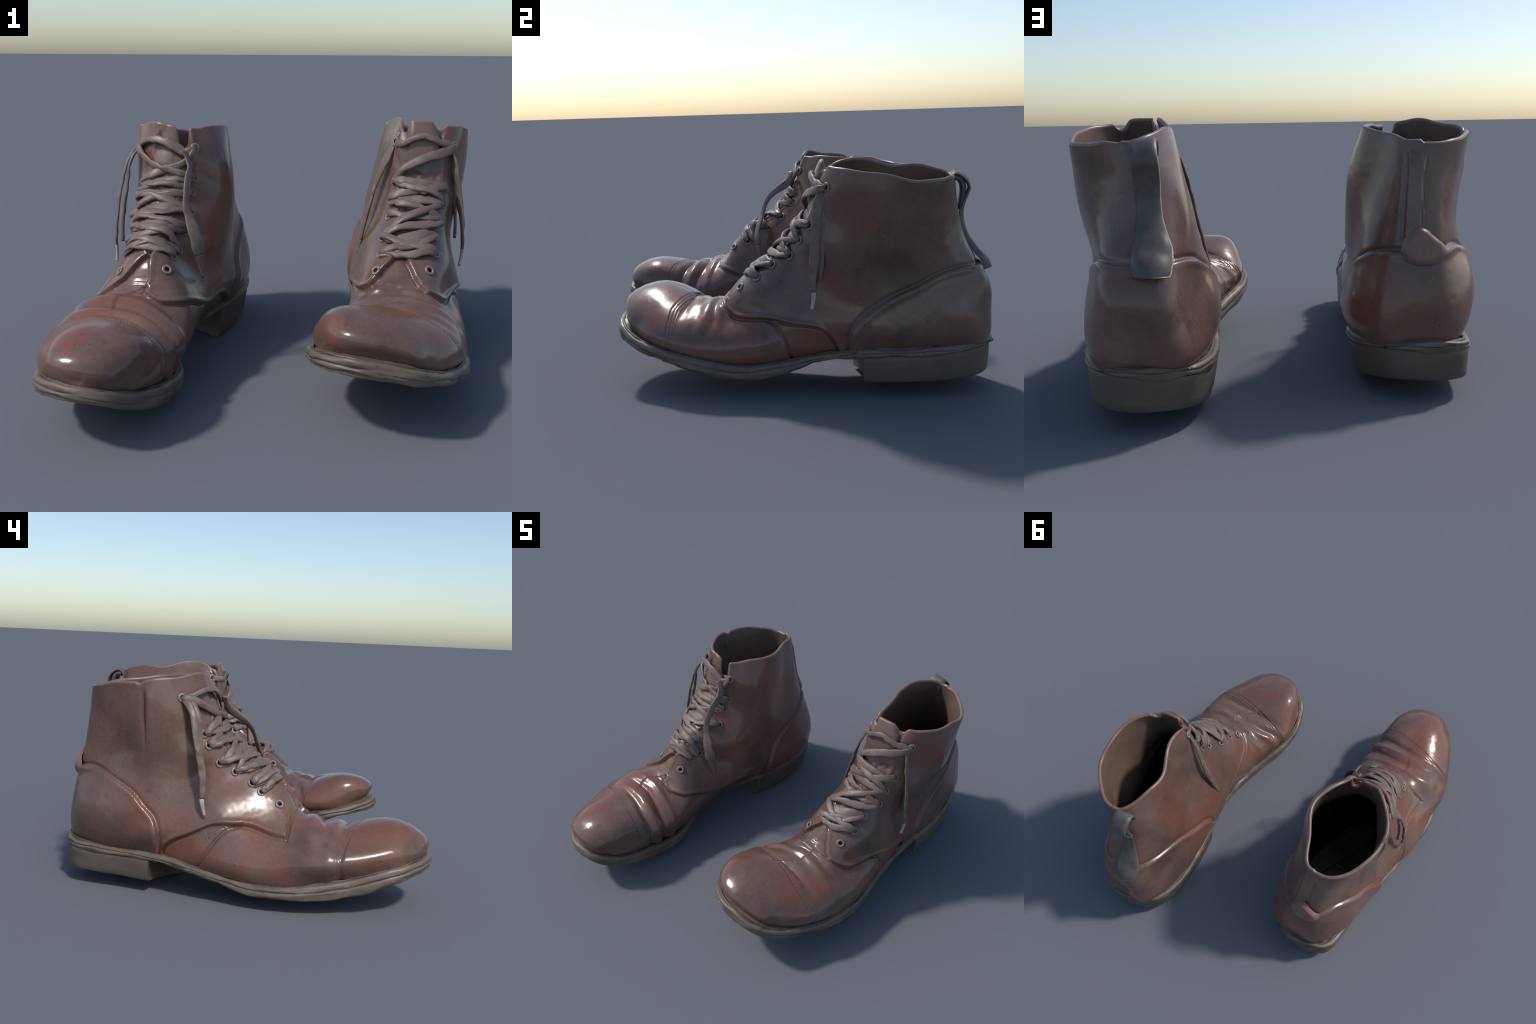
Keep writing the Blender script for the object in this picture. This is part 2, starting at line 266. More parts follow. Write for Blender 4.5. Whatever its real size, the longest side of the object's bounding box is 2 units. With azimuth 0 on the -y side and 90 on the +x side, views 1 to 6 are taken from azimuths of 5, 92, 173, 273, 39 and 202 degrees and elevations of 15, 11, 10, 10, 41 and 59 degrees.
LEFT_BOOT = dict(
    heel_point=(0.6, 1.0), direction=(-0.3, -1.87),
    sections=[
        ([1.786, 0.346], [1.784, 0.319], 0.091, 0.098, [0.035, 0.035, 0.037, 0.038, 0.039], [0.022, 0.022, 0.022, 0.02, 0.02]),
        ([1.799, 0.417], [1.731, 0.272], 0.041, 0.142, [0.15, 0.148, 0.141, 0.132, 0.122], [0.142, 0.143, 0.139, 0.129, 0.123]),
        ([1.642, 0.465], [1.707, 0.255], 0.001, 0.125, [0.21, 0.209, 0.195, 0.174, 0.161], [0.208, 0.209, 0.206, 0.193, 0.185]),
        ([1.482, 0.424], [1.637, 0.231], 0.051, 0.119, [0.264, 0.269, 0.255, 0.235, 0.223], [0.27, 0.27, 0.265, 0.254, 0.243]),
        ([1.445, 0.394], [1.419, 0.188], 0.062, 0.169, [0.292, 0.298, 0.288, 0.255, 0.22], [0.301, 0.297, 0.285, 0.267, 0.232]),
        ([1.364, 0.406], [1.129, 0.148], 0.127, 0.174, [0.267, 0.266, 0.262, 0.245, 0.211], [0.28, 0.278, 0.268, 0.247, 0.222]),
        ([1.265, 0.444], [0.838, 0.183], 0.136, 0.131, [0.235, 0.238, 0.227, 0.207, 0.207], [0.267, 0.27, 0.253, 0.202, 0.237]),
        ([1.171, 0.535], [0.565, 0.203], 0.138, 0.084, [0.247, 0.239, 0.224, 0.199, 0.203], [0.297, 0.267, 0.269, 0.246, 0.247]),
        ([1.059, 0.625], [0.262, 0.207], 0.137, 0.058, [0.245, 0.27, 0.239, 0.199, 0.174], [0.295, 0.278, 0.244, 0.249, 0.263]),
        ([0.962, 0.713], [0.026, 0.238], 0.141, 0.05, [0.232, 0.267, 0.251, 0.195, 0.146], [0.238, 0.253, 0.222, 0.239, 0.283]),
        ([0.899, 0.797], [-0.002, 0.373], 0.142, 0.05, [0.205, 0.216, 0.214, 0.179, 0.134], [0.21, 0.226, 0.208, 0.263, 0.297]),
        ([0.859, 0.876], [0.014, 0.522], 0.136, 0.052, [0.175, 0.196, 0.197, 0.161, 0.125], [0.2, 0.193, 0.249, 0.28, 0.302]),
        ([0.829, 0.991], [0.125, 0.739], 0.128, 0.056, [0.138, 0.166, 0.151, 0.116, 0.115], [0.181, 0.244, 0.288, 0.287, 0.297]),
        ([0.787, 1.087], [0.177, 1.009], 0.118, 0.119, [0.135, 0.14, 0.133, 0.067, 0.079], [0.151, 0.244, 0.261, 0.28, 0.28]),
    ],
    rim_lift=[[0.006, 0.026, 0.006, 0.029, -0.056], [-0.001, -0.024, -0.016, -0.011, 0.001]],
    sole_side=[[-0.089, -0.167, -0.174, -0.122, -0.074, -0.118, -0.196, -0.181, -0.092],
               [0.208, 0.288, 0.343, 0.352, 0.374, 0.432, 0.431, 0.365, 0.276]],
    sole_ends=[[-0.007, 0.092], [1.838, 0.093]], sole_top=[0.248, 0.23, 0.231, 0.204, 0.169, 0.22, 0.261, 0.333],
    roll=[0.054, -0.093], sole_bottom=[0.363, 0.172, 0.107, 0.182, 0.273],
    label='old brown leather ankle boot with pull strap and laces', seed=23, floor_drop=.04, tongue_sink=-.013,
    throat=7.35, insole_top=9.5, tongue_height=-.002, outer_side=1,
    quarter_edge=[[(1.45, .66), (1.33, .50), (1.26, .435), (1.21, .415), (1.118, .388), (.986, .368), (.90, .352), (.80, .335), (.71, .29), (.64, .19)],
                  [(1.45, .66), (1.35, .50), (1.28, .43), (1.245, .403), (1.211, .386), (1.168, .371), (1.091, .374), (1.02, .379), (.96, .374), (.889, .360), (.80, .347), (.75, .314), (.716, .27), (.69, .19)]],
    counter_edge=[[(.04, .60), (.12, .606), (.198, .600), (.308, .575), (.443, .525), (.568, .46), (.64, .39), (.66, .30), (.65, .19)],
                  [(.04, .60), (.10, .605), (.173, .597), (.267, .568), (.347, .526), (.442, .485), (.527, .432), (.588, .382), (.626, .332), (.643, .285), (.645, .19)]],
    side_seam=[[(.95, .352), (.91, .29), (.88, .20)], [(1.03, .369), (.992, .357), (.965, .323), (.932, .262), (.916, .18)]],
    facing=[[(0, .3), (5.9, .55), (6.05, .74), (6.13, .82), (6.32, .87), (6.65, .91), (6.91, .95), (7.23, .98), (7.4, 1.0), (8, .955), (9, .93), (11, .90), (13, .865)],
            [(0, .3), (5.72, .62), (5.85, .74), (5.96, .87), (6.19, .92), (6.5, .955), (6.94, .985), (7.4, 1.0), (8, .955), (9, .93), (11, .89), (13, .872)]],
    heel_taper=(-1, .024), heel_block=(.646, -.16, .088, -.088, 0, .19, .03), slits=[(0, .865, 11.2, .016, .008), (1, .875, 11.8, .014, .010)],
    cap=(1.462, .21),
    folds=[(1.365, .05, .3, -.008, .030, .14, .25), (1.300, -.03, .2, -.010, .018, .16, .16), (1.33, .0, .4, .006, .022, .16, .2), (1.265, .02, .0, .008, .018, .10, .2),
           (1.34, -.25, 0, .010, .022, -.08, .09), (1.385, -.25, 0, -.008, .018, -.09, .08)],
    dents=[(.70, .82, 1, -.012, .08, .10, 0), (1.40, .38, 1, .026, .085, .09, 0),
           (1.14, .34, 1, .014, .07, .05, 0), (1.40, .38, 0, .010, .07, .09, 0), (.40, .80, 0, -.010, .06, .10, 0), (.25, .85, 0, .006, .05, .1, 0)],
    rim_waves=[(.878, .030, -.030), (0, .08, -.006), (-.80, .12, .008)],
    back_strip=[],
    eyelets=[[(.775, .060, 1.001), (.837, .065, .828), (.870, .050, .745), (.934, .056, .681), (1.032, .041, .599), (1.12, .043, .545), (1.190, .035, .488)],
             [(.750, .323, .985), (.830, .302, .808), (.878, .292, .739), (.926, .291, .665), (1.012, .267, .619), (1.087, .270, .554), (1.172, .252, .502)]],
    strands=[(0, 2, 1, 2, .050, .003), (0, 3, 1, 3, .040, .003), (0, 4, 1, 4, .048, .004), (0, 5, 1, 4, .044, .006),
             (0, 0, 1, 0, .036, 0.013), (0, 1, 1, 0, .040, 0.015), (0, 1, 1, 1, .036, 0.013), (0, 2, 1, 1, .040, 0.016), (0, 1, 1, 2, .034, 0.019), (0, 4, 1, 2, .034, 0.018),
             (0, 2, 1, 3, .034, 0.020), (0, 4, 1, 3, .034, 0.013), (0, 5, 1, 4, .036, 0.013), (0, 4, 1, 5, .034, 0.016), (0, 5, 1, 5, .034, 0.010)],
    hanging=[([(.766, .306, .977), (.782, .330, .914), (.788, .343, .848), (.791, .356, .78), (.796, .367, .714), (.803, .379, .646), (.806, .387, .579), (.803, .39, .51), (.813, .383, .437)],
              [.03, .05, .052, .05, .05, .048, .034, .024, .018], (-.15, 1, 0), .86),
             ([(.755, .300, .97), (.760, .322, .88), (.765, .335, .78), (.772, .345, .70), (.772, .352, .62), (.775, .352, .56)], [.03, .04, .036, .034, .026, .016], (-.15, 1, 0), 1.1),
             ([(.78, .047, .979), (.783, .019, .92), (.773, -.006, .858), (.768, -.027, .793), (.768, -.043, .727), (.773, -.057, .661), (.779, -.07, .594), (.788, -.083, .527), (.797, -.096, .46)],
              [.03, .05, .05, .045, .042, .036, .03, .024, .012], (.5, -1, 0), .88)],
    tip_pale=[1, 0, 0],
    pull_strap=[(.205, .035, .96, .085), (.20, .035, .995, .09), (.175, .036, 1.018, .094), (.142, .034, 1.010, .098), (.108, .028, .966, .102), (.120, .026, .91, .098), (.136, .026, .85, .092), (.130, .024, .79, .094),
                (.106, .018, .725, .115), (.066, .008, .665, .142), (.024, .004, .615, .15), (.002, .004, .565, .14)],
    strap_curve=.035, strap_backing=[(.185, .036, 1.000), (.150, .034, .992), (.134, .032, .95), (.138, .030, .90), (.146, .028, .85)],
    back_patch=[],
)

# ------------------------------------------------------------------- a boot
class Boot:
    NSEC = 14
    def __init__(self, spec):
        self.__dict__.update(spec)
        f = np.array(self.direction, float); f /= np.linalg.norm(f)
        self.f, self.l, self.o = f, np.array([-f[1], f[0]]), np.array(self.heel_point)
        S = self.sections
        self.T = np.array([s[0] for s in S]); self.B = np.array([s[1] for s in S])
        self.vT = np.array([s[2] for s in S]); self.vB = np.array([s[3] for s in S])
        self.W = np.array([[s[4] for s in S], [s[5] for s in S]])

    def world(self, P):
        P = np.asarray(P, float)
        return np.concatenate([self.o + P[..., :1]*self.f + P[..., 1:2]*self.l, P[..., 2:3]], -1)

    def dirs(self, D):
        D = np.asarray(D, float)
        return np.concatenate([D[..., :1]*self.f + D[..., 1:2]*self.l, D[..., 2:3]], -1)

    def loft(self, s, t):
        """grid of local points; s in 0..13, t in -1..1 (0 back/bottom, +-1 front/top)"""
        s = np.asarray(s, float); t = np.asarray(t, float)
        Ms = spline_matrix(np.arange(self.NSEC), s)
        T, B, vT, vB = Ms@self.T, Ms@self.B, Ms@self.vT, Ms@self.vB
        qt, qb = (Ms@np.array(ROUND_FRONT))[:, None], (Ms@np.array(ROUND_BACK))[:, None]
        th = np.abs(t)*np.pi; a1 = (1-np.cos(th))/2; Ma = spline_matrix(WIDTH_KNOTS, a1); a = a1[None]
        E = np.clip(np.sin(th), 0, 1)[None]**(qb*(1-a)+qt*a)
        tip = np.sqrt(np.clip(s, 0, 1))[:, None]
        rimw = (np.clip((s-(self.NSEC-4))/3, 0, 1)**2)[:, None]
        right = (t > 0)[None]
        w = np.where(right, Ms@self.W[1]@Ma.T, -(Ms@self.W[0]@Ma.T))*E*tip
        rl = np.where(t > 0, Ma@np.array(self.rim_lift[1]), Ma@np.array(self.rim_lift[0]))[None]
        v = vB[:, None]*(1-a)+vT[:, None]*a+w
        u = B[:, :1]*(1-a)+T[:, :1]*a
        z = B[:, 1:]*(1-a)+T[:, 1:]*a+rimw*rl
        return np.stack([u, v, z], -1)

    # ---- relief of the upper
    def relief(self, P, s, t):
        """height of panels, seams, folds above the lofted surface; also panel labels"""
        shp = P.shape[:2]; UZ = P[..., [0, 2]].reshape(-1, 2); V = P[..., 1]; U = P[..., 0]; Z = P[..., 2]
        Sg = np.broadcast_to(s[:, None], shp); Tg = np.broadcast_to(t[None], shp)
        right = Tg > 0
        def side(fn):
            return np.where(right, fn(1), fn(0))
        def quarter_sd(k):
            c = smooth_path(self.quarter_edge[k], 70)
            poly = np.r_[c, [[c[-1, 0]-.02, -.2], [-.4, -.2], [-.4, 1.5], [1.7, 1.5], [1.7, c[0, 1]]]]
            return sdf_poly(UZ, poly).reshape(shp)
        def counter_sd(k):
            c = smooth_path(self.counter_edge[k], 60)
            poly = np.r_[[[-.4, c[0, 1]]], c, [[c[-1, 0], -.2], [-.4, -.2]]]
            return sdf_poly(UZ, poly).reshape(shp)
        sq = side(quarter_sd); sc = side(counter_sd)
        dr = side(lambda k: polyline_distance(UZ, smooth_path(self.side_seam[k], 40)).reshape(shp))
        # facing: where the quarters end and the tongue shows
        tf = np.where(right, np.interp(Sg, *zip(*self.facing[1])), np.interp(Sg, *zip(*self.facing[0])))
        fm = tf - np.abs(Tg)               # >0 on the quarter side; made metric below
        gs = np.gradient(fm, axis=0)/(np.linalg.norm(np.gradient(P, axis=0), axis=-1)+1e-6)
        gt = np.gradient(fm, axis=1)/(np.linalg.norm(np.gradient(P, axis=1), axis=-1)+1e-6)
        fm = np.clip(fm/np.maximum(np.hypot(gs, gt), .6), -.3, .3)
        on_top = smoothstep(Sg, self.throat-.05, self.throat+.35)
        tongue = on_top*smoothstep(-fm, -.004, .012)
        kk = .012; hmix = np.clip(.5+.5*(fm-sq)/kk, 0, 1)            # rounded corner of the flap
        sq = np.where(Sg < self.throat+.2, fm*(1-hmix)+sq*hmix - kk*hmix*(1-hmix), sq)
        quarter = smoothstep(sq, -.005, .006)*(1-tongue)
        d = np.zeros(shp) - .001
        near_q = np.exp(-np.abs(sq)/.09)
        d += (.015*quarter - .007*(1-tongue))*near_q
        d += quarter*.004*bump(sq-.012, .010) - .006*(1-tongue)*bump(sq+.006, .006)
        d += on_top*((self.tongue_height + (.005*noise(P, 28, 31) + .004*noise(P, 55, 32))*(1-smoothstep(Sg, 10.8, 11.8)))*tongue + .004*bump(fm-.012, .012)*(1-tongue))
        d -= self.tongue_sink*tongue*smoothstep(Sg, 11.3, 12.6)
        for (k, t0, s0, depth, wid) in self.slits:
            m = (right if k else ~right)
            d -= np.where(m, depth*bump((np.abs(Tg)-t0)*.9, wid)*smoothstep(Sg, s0, s0+.4), 0)
        # heel counter: raised, rolled top edge with a second stitch line
        counter = smoothstep(sc, -.004, .005)
        d += (.010*counter-.005)*np.exp(-np.abs(sc)/.10) + .003*bump(sc-.016, .015) - .007*bump(sc+.007, .010)
        # waist seam running down to the sole
        lower = 1-quarter
        d -= .012*bump(dr, .007)*(1-counter)
        # toe cap with rows of stitching
        uc = self.cap[0] + self.cap[1]*np.clip(V, -.24, .27)
        toe = smoothstep(U-uc, -.003, .005)
        d += .003*toe
        for k in (-.012, -.026, -.040):
            d += .0011*bump(U-uc-k, .004)
        # walking folds across the vamp
        for (u0, slope, curve, amp, wid, vc, vw) in self.folds:
            c = u0 + slope*(V-vc) + curve*(V-vc)**2 + .012*noise(P*np.array([0, 1, 1]), 9, 3)
            d += amp*bump(U-c, wid)*bump(V-vc, vw)*(1-quarter)*(1-toe)
        # dents of the shaft
        for (u0, z0, k, amp, wu, wz, lean) in self.dents:
            m = (right if k else ~right)
            d += np.where(m, amp*bump(U-u0-lean*(Z-z0), wu)*bump(Z-z0, wz), 0)
        # general unevenness of old leather
        d += .004*noise(P, 4, 11) + .0010*noise(P, 11, 12) + .0003*noise(P, 45, 13)
        # back strip
        for (vc, slope, half, z0, z1, h) in self.back_strip:
            c = vc + slope*(Z-z0)
            m = smoothstep(Z, z0, z0+.02)*(1-smoothstep(Z, z1-.02, z1))*smoothstep(.35-U, 0, .03)
            e = half - np.abs(V-c)
            d += m*(h*smoothstep(e, -.004, .006) - .006*bump(e+.010, .008))
        labels = np.full(shp, 1)                 # vamp
        labels[(U > uc)] = 0                     # toe cap
        labels[(sq > 0)] = 2
        labels[(sq > 0) & right] = 3
        labels[(Sg > self.throat) & (fm < 0)] = 5        # tongue
        labels[(sc > 0)] = 4
        return d, labels

    def prepare(self, ns=560, nt=380):
        s = np.linspace(0, 13, ns); t = -1 + 2*(np.arange(nt)+.5)/nt
        P = self.loft(s, t)
        # wavy worn rim
        edge = np.clip((s-11.2)/1.8, 0, 1)[:, None]**2
        P[..., 2] += edge*self.rim_shape(t)[None]
        N = grid_normals(P, True)
        c = P[ns//2].mean(0)
        if ((P[ns//2]-c)*N[ns//2]).sum() < 0: N = -N; self.flip = True
        else: self.flip = False
        self.s, self.t, self.base, self.baseN = s, t, P, N
        d, self.labels = self.relief(P, s, t)
        K = np.ones(13)/13; last = d[-1]
        soft = np.convolve(np.r_[last[-6:], last, last[:6]], K, 'valid')
        wr = smoothstep(s, 12.55, 12.95)[:, None]; d = d*(1-wr) + soft[None]*wr
        self.P = P + N*d[..., None]
        self.N = grid_normals(self.P, True)*(-1 if self.flip else 1)

    def rim_shape(self, t):
        x = np.asarray(t)
        r = np.zeros_like(x)
        for (c, w, h) in self.rim_waves:
            dd = np.abs((x - c + 1) % 2 - 1)
            r += h*np.exp(-(dd/w)**2.4)
        r += .003*np.sin(x*13+1) + .002*np.sin(x*29)
        return r

    def at(self, s, t, lift=0.0):
        """world point and normal of the finished upper at (s, t)"""
        i = int(np.clip(round(s/13*(len(self.s)-1)), 0, len(self.s)-1))
        j = int(np.floor((t+1)/2*len(self.t))) % len(self.t)
        return self.P[i, j] + self.N[i, j]*lift, self.N[i, j]

    def nearest(self, q):
        d = ((self.P - np.asarray(q, float))**2).sum(-1)
        return np.unravel_index(np.argmin(d), d.shape)

    # ---- parts
    def upper(self, root):
        ns, nt = self.P.shape[:2]
        F = grid_faces(ns, nt, True)
        if not self.flip: F = F[:, ::-1]
        W = self.world(self.P).reshape(-1, 3); N = self.dirs(self.N).reshape(-1, 3)
        # orient faces outward
        f0 = F[len(F)//2]; fn = np.cross(W[f0[1]]-W[f0[0]], W[f0[2]]-W[f0[1]])
        if fn @ N[f0[0]] < 0: F = F[:, ::-1]
        lab = self.labels.reshape(-1)[F].max(1)
        names = ['toe_cap', 'vamp', 'quarter', 'quarter', 'heel_counter', 'tongue']
        for k, nm in enumerate(names):
            fk = F[lab == k]
            if len(fk) == 0: continue
            ids, inv = np.unique(fk, return_inverse=True)
            mesh_object(nm, W[ids], inv.reshape(-1, 4), TONGUE if nm == 'tongue' else LEATHER, root, normals=N[ids])

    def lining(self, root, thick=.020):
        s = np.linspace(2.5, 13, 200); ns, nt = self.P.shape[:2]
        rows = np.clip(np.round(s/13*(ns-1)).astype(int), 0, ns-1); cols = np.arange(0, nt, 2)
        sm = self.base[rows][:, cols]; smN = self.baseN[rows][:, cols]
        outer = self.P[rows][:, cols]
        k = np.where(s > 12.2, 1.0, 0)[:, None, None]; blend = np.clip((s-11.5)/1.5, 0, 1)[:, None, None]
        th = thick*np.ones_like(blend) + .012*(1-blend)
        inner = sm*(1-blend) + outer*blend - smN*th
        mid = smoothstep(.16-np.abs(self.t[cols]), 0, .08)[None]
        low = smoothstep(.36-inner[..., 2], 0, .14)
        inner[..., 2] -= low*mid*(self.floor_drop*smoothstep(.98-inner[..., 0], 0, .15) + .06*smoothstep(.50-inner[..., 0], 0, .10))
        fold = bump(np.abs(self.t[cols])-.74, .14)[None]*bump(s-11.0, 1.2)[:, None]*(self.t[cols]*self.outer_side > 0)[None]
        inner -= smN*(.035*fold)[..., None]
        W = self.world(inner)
        # rolled collar edge
        top, N = self.P[-1], self.baseN[-1]
        T = self.P[-1] - self.P[-4]; T /= np.linalg.norm(T, axis=1, keepdims=True)
        ph = np.linspace(0, np.pi, 9)[:, None, None]
        mid = top - N*thick/2
        ring = mid[None] + N[None]*thick/2*np.cos(ph) + T[None]*thick*.55*np.sin(ph)
        ring = np.concatenate([self.P[-1:]-T[None]*.001, ring, (top-N*thick-T*.03)[None]], 0)
        mesh_object('collar_edge', self.world(ring).reshape(-1, 3), self._out(ring, mid), EDGE_LEATHER, root)
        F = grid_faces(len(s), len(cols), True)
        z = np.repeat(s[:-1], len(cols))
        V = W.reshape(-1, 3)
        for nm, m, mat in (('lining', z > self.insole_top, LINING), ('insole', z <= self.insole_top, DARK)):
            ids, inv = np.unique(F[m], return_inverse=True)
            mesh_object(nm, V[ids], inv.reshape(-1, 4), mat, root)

    def _out(self, ring, mid):
        F = grid_faces(ring.shape[0], ring.shape[1], True); V = ring.reshape(-1, 3)
        nt = ring.shape[1]; f = F[4*nt]; n = np.cross(V[f[1]]-V[f[0]], V[f[2]]-V[f[1]])
        return F if n @ (V[f[0]]-mid[0]) > 0 else F[:, ::-1]

    # ---- sole
    def outline(self, n=420):
        (u0, v0), (u1, v1) = self.sole_ends; us = u0 + (u1-u0)*np.array(SOLE_KNOTS)
        P = [(u0, v0)] + list(zip(us, self.sole_side[1])) + [(u1, v1)] + list(zip(us[::-1], self.sole_side[0][::-1]))
        P = np.array(P); m = len(P); Q = np.concatenate([P[-4:], P, P[:5]])
        d = np.r_[0, np.cumsum(np.linalg.norm(np.diff(Q, axis=0), axis=1)**.6)]
        o = spline_matrix(d, np.linspace(d[4], d[4+m], 4*n, endpoint=False)) @ Q
        L = np.r_[0, np.cumsum(np.linalg.norm(np.diff(np.r_[o, o[:1]], axis=0), axis=1))]
        x = np.linspace(0, L[-1], n, endpoint=False); oo = np.r_[o, o[:1]]
        return np.c_[np.interp(x, L, oo[:, 0]), np.interp(x, L, oo[:, 1])]

    def heights(self, o):
        u0, u1 = self.sole_ends[0][0], self.sole_ends[1][0]; fr = np.clip((o[:, 0]-u0)/(u1-u0), 0, 1)
        k = self.roll[0] + (self.roll[1]-self.roll[0])*fr
        top = spline_matrix(TOP_KNOTS, fr) @ np.array(self.sole_top) + k*o[:, 1]
        bot = spline_matrix(BOTTOM_KNOTS, np.clip(fr, .30, 1)) @ np.array(self.sole_bottom) + k*o[:, 1]
        w = smoothstep(fr, .28, .42)
        bot = (top-.034)*(1-w) + np.minimum(bot, top-.03)*w
        return top, bot

    def inset(self, o, d):
        """outline moved inward by d, shape kept smooth"""
        t = np.roll(o, -3, 0) - np.roll(o, 3, 0); t /= np.linalg.norm(t, axis=1, keepdims=True)
        n = np.c_[-t[:, 1], t[:, 0]]
        if ((o.mean(0)-o)*n).sum() < 0: n = -n
        return o + n*np.reshape(d, (-1, 1))

    def sole(self, root):
        o = self.outline(); top, bot = self.heights(o); n = len(o)
        L = np.linspace(0, 2*np.pi, n, endpoint=False)
        H = top-bot
        def ring(inset, f, lift=0.0, seed=0, amp=.0055):
            q = self.inset(o, inset)
            z = top - H*f + lift
            P = np.c_[q, z]
            P[:, 2] += amp*noise(np.c_[q, np.zeros(n)], 11, seed) + .002*noise(np.c_[q, np.zeros(n)+f*9], 42, seed+7)
            P[:, :2] += (amp*noise(np.c_[q, np.zeros(n)+f*3], 8, seed+1))[:, None]*(q-o.mean(0))/.5
            return P
        R = [ring(.16, -.0, .0, 1), ring(.050, .0, .006, 1), ring(.030, .0, .004, 1), ring(.022, .0, .004, 1), ring(.010, .02, .004, 2), ring(.002, .10, 0, 2),
             ring(.000, .24, 0, 3), ring(.000, .34, 0, 3), ring(.005, .40, 0, 3), ring(.001, .46, 0, 3), ring(-.001, .58, 0, 4), ring(.000, .74, 0, 4),
             ring(.003, .88, 0, 5), ring(.006, .96, 0, 5), ring(.014, 1.02, 0, 5), ring(.07, 1.0, .0, 5)]
        mid = R[-1].copy(); mid[:, 1] = mid[:, 1]*.3 + .7*o[:, 1].mean(); R.append(mid)
        G = np.array(R)
        F = grid_faces(len(R), n, True); V = self.world(G).reshape(-1, 3)
        F = self._orient(F, V, n)
        cap_t = list(range(n)); cap_b = [(len(R)-1)*n+i for i in range(n)]
        mesh_object('sole', V, [tuple(f) for f in F] + self._cap(cap_b, V, -1), SOLE_MAT, root)
        # welt seam: rope-like ridge where upper meets sole
        q = self.inset(o, .026); path = np.c_[q, top+.003+.004*noise(np.c_[q, np.zeros(n)], 16, 9)]
        a = np.linspace(0, 2*np.pi, 8, endpoint=False)
        nin = self.inset(o, 1.0)-o
        X = path[:, None] + .008*np.cos(a)[None, :, None]*np.c_[nin, np.zeros(n)][:, None] + .007*np.sin(a)[None, :, None]*np.array([0, 0, 1.])
        Fw = []
        for i in range(n):
            for j in range(8):
                Fw.append((i*8+j, ((i+1) % n)*8+j, ((i+1) % n)*8+(j+1) % 8, i*8+(j+1) % 8))
        mesh_object('welt', self.world(X).reshape(-1, 3), Fw, WELT_MAT, root)

    def _orient(self, F, V, n):
        c = V.mean(0); k = 7*n; f = F[k]; nn = np.cross(V[f[1]]-V[f[0]], V[f[2]]-V[f[1]])
        return F if nn @ (V[f[0]]-c) > 0 else F[:, ::-1]

    def _cap(self, ids, V, sign):
        """close a ring lying left/right of the long axis with strips"""
        n = len(ids); F = []
        half = n//2
        for i in range(half-1):
            F.append((ids[i], ids[i+1], ids[n-2-i], ids[n-1-i]))
        return F

    def heel(self, root):
        ub, slant, za, zu, zv, zuv, inset = self.heel_block      # breast line, tread plane
        o = self.outline(); top, _ = self.heights(o)
        m = np.where(o[:, 0] <= ub + slant*o[:, 1])[0]
        # contiguous from the breast on one side round the back to the other
        br = np.where(np.diff(m) > 1)[0]
        if len(br): m = np.r_[m[br[0]+1:], m[:br[0]+1]]
        q = o[m]; zt = top[m]-.032
        zb = za + zu*q[:, 0] + zv*q[:, 1] + zuv*q[:, 0]*q[:, 1]
        # lower outline is drawn in a little
        low = np.c_[q[:, 0]*(1-inset*.5)+inset*.5*ub, q[:, 1]*(1-inset)]
        sg, amount = self.heel_taper
        low[:, 1] -= sg*amount*smoothstep(q[:, 1]*sg, .02, .20)*np.clip(q[:, 0]/.35, .1, 1)
        nb = 26; s = np.linspace(0, 1, nb+2)[1:-1]
        def closed(ring, z, drop=0):
            e0, e1 = ring[-1], ring[0]; bow = np.sin(s*np.pi)*.02
            br = e0[None]*(1-s[:, None])+e1[None]*s[:, None]; br[:, 0] -= bow
            return np.r_[np.c_[ring, z], np.c_[br, z[-1]*(1-s)+z[0]*s]]
        G = []
        for f, ins in ((0, .010), (.06, .006), (.2, .005), (.4, .004), (.7, .004), (.93, .004), (.985, .008), (1, .016)):
            ring = self.inset_open(q*(1-f)+low*f, ins); z = zt*(1-f)+zb*f
            G.append(closed(ring, z))
        G = np.array(G); G += (.003*noise(G, 9, 21))[..., None]*np.array([1, 1, .3])
        n = G.shape[1]; V = self.world(G).reshape(-1, 3); F = grid_faces(len(G), n, True)
        c = V.mean(0); f = F[3*n+10]; nn = np.cross(V[f[1]]-V[f[0]], V[f[2]]-V[f[1]])
        if nn @ (V[f[0]]-c) < 0: F = F[:, ::-1]
        faces = [tuple(x) for x in F] + [tuple((len(G)-1)*n+i for i in range(n))]
        ob = mesh_object('heel', V, faces, HEEL_MAT, root)
        md = ob.modifiers.new('edges', 'EDGE_SPLIT'); md.split_angle = math.radians(50)

    def inset_open(self, q, d):
        t = np.gradient(q, axis=0); t /= np.linalg.norm(t, axis=1, keepdims=True)
        n = np.c_[-t[:, 1], t[:, 0]]
        if ((q.mean(0)-q)*n).sum() < 0: n = -n
        return q + n*d

    # ---- fittings
    def eyelets_build(self, root):
        nb, ns_ = 26, 10
        b = np.linspace(0, 2*np.pi, nb, endpoint=False); a = np.linspace(0, 2*np.pi, ns_, endpoint=False)
        R, r = .0165, .0062
        ring = np.stack([(R+r*np.cos(a)[None])*np.cos(b)[:, None], (R+r*np.cos(a)[None])*np.sin(b)[:, None], np.broadcast_to(r*.8*np.sin(a)[None], (nb, ns_))], -1)
        F = []
        for i in range(nb):
            for j in range(ns_):
                F.append((i*ns_+j, ((i+1) % nb)*ns_+j, ((i+1) % nb)*ns_+(j+1) % ns_, i*ns_+(j+1) % ns_))
        me = None; hole = None
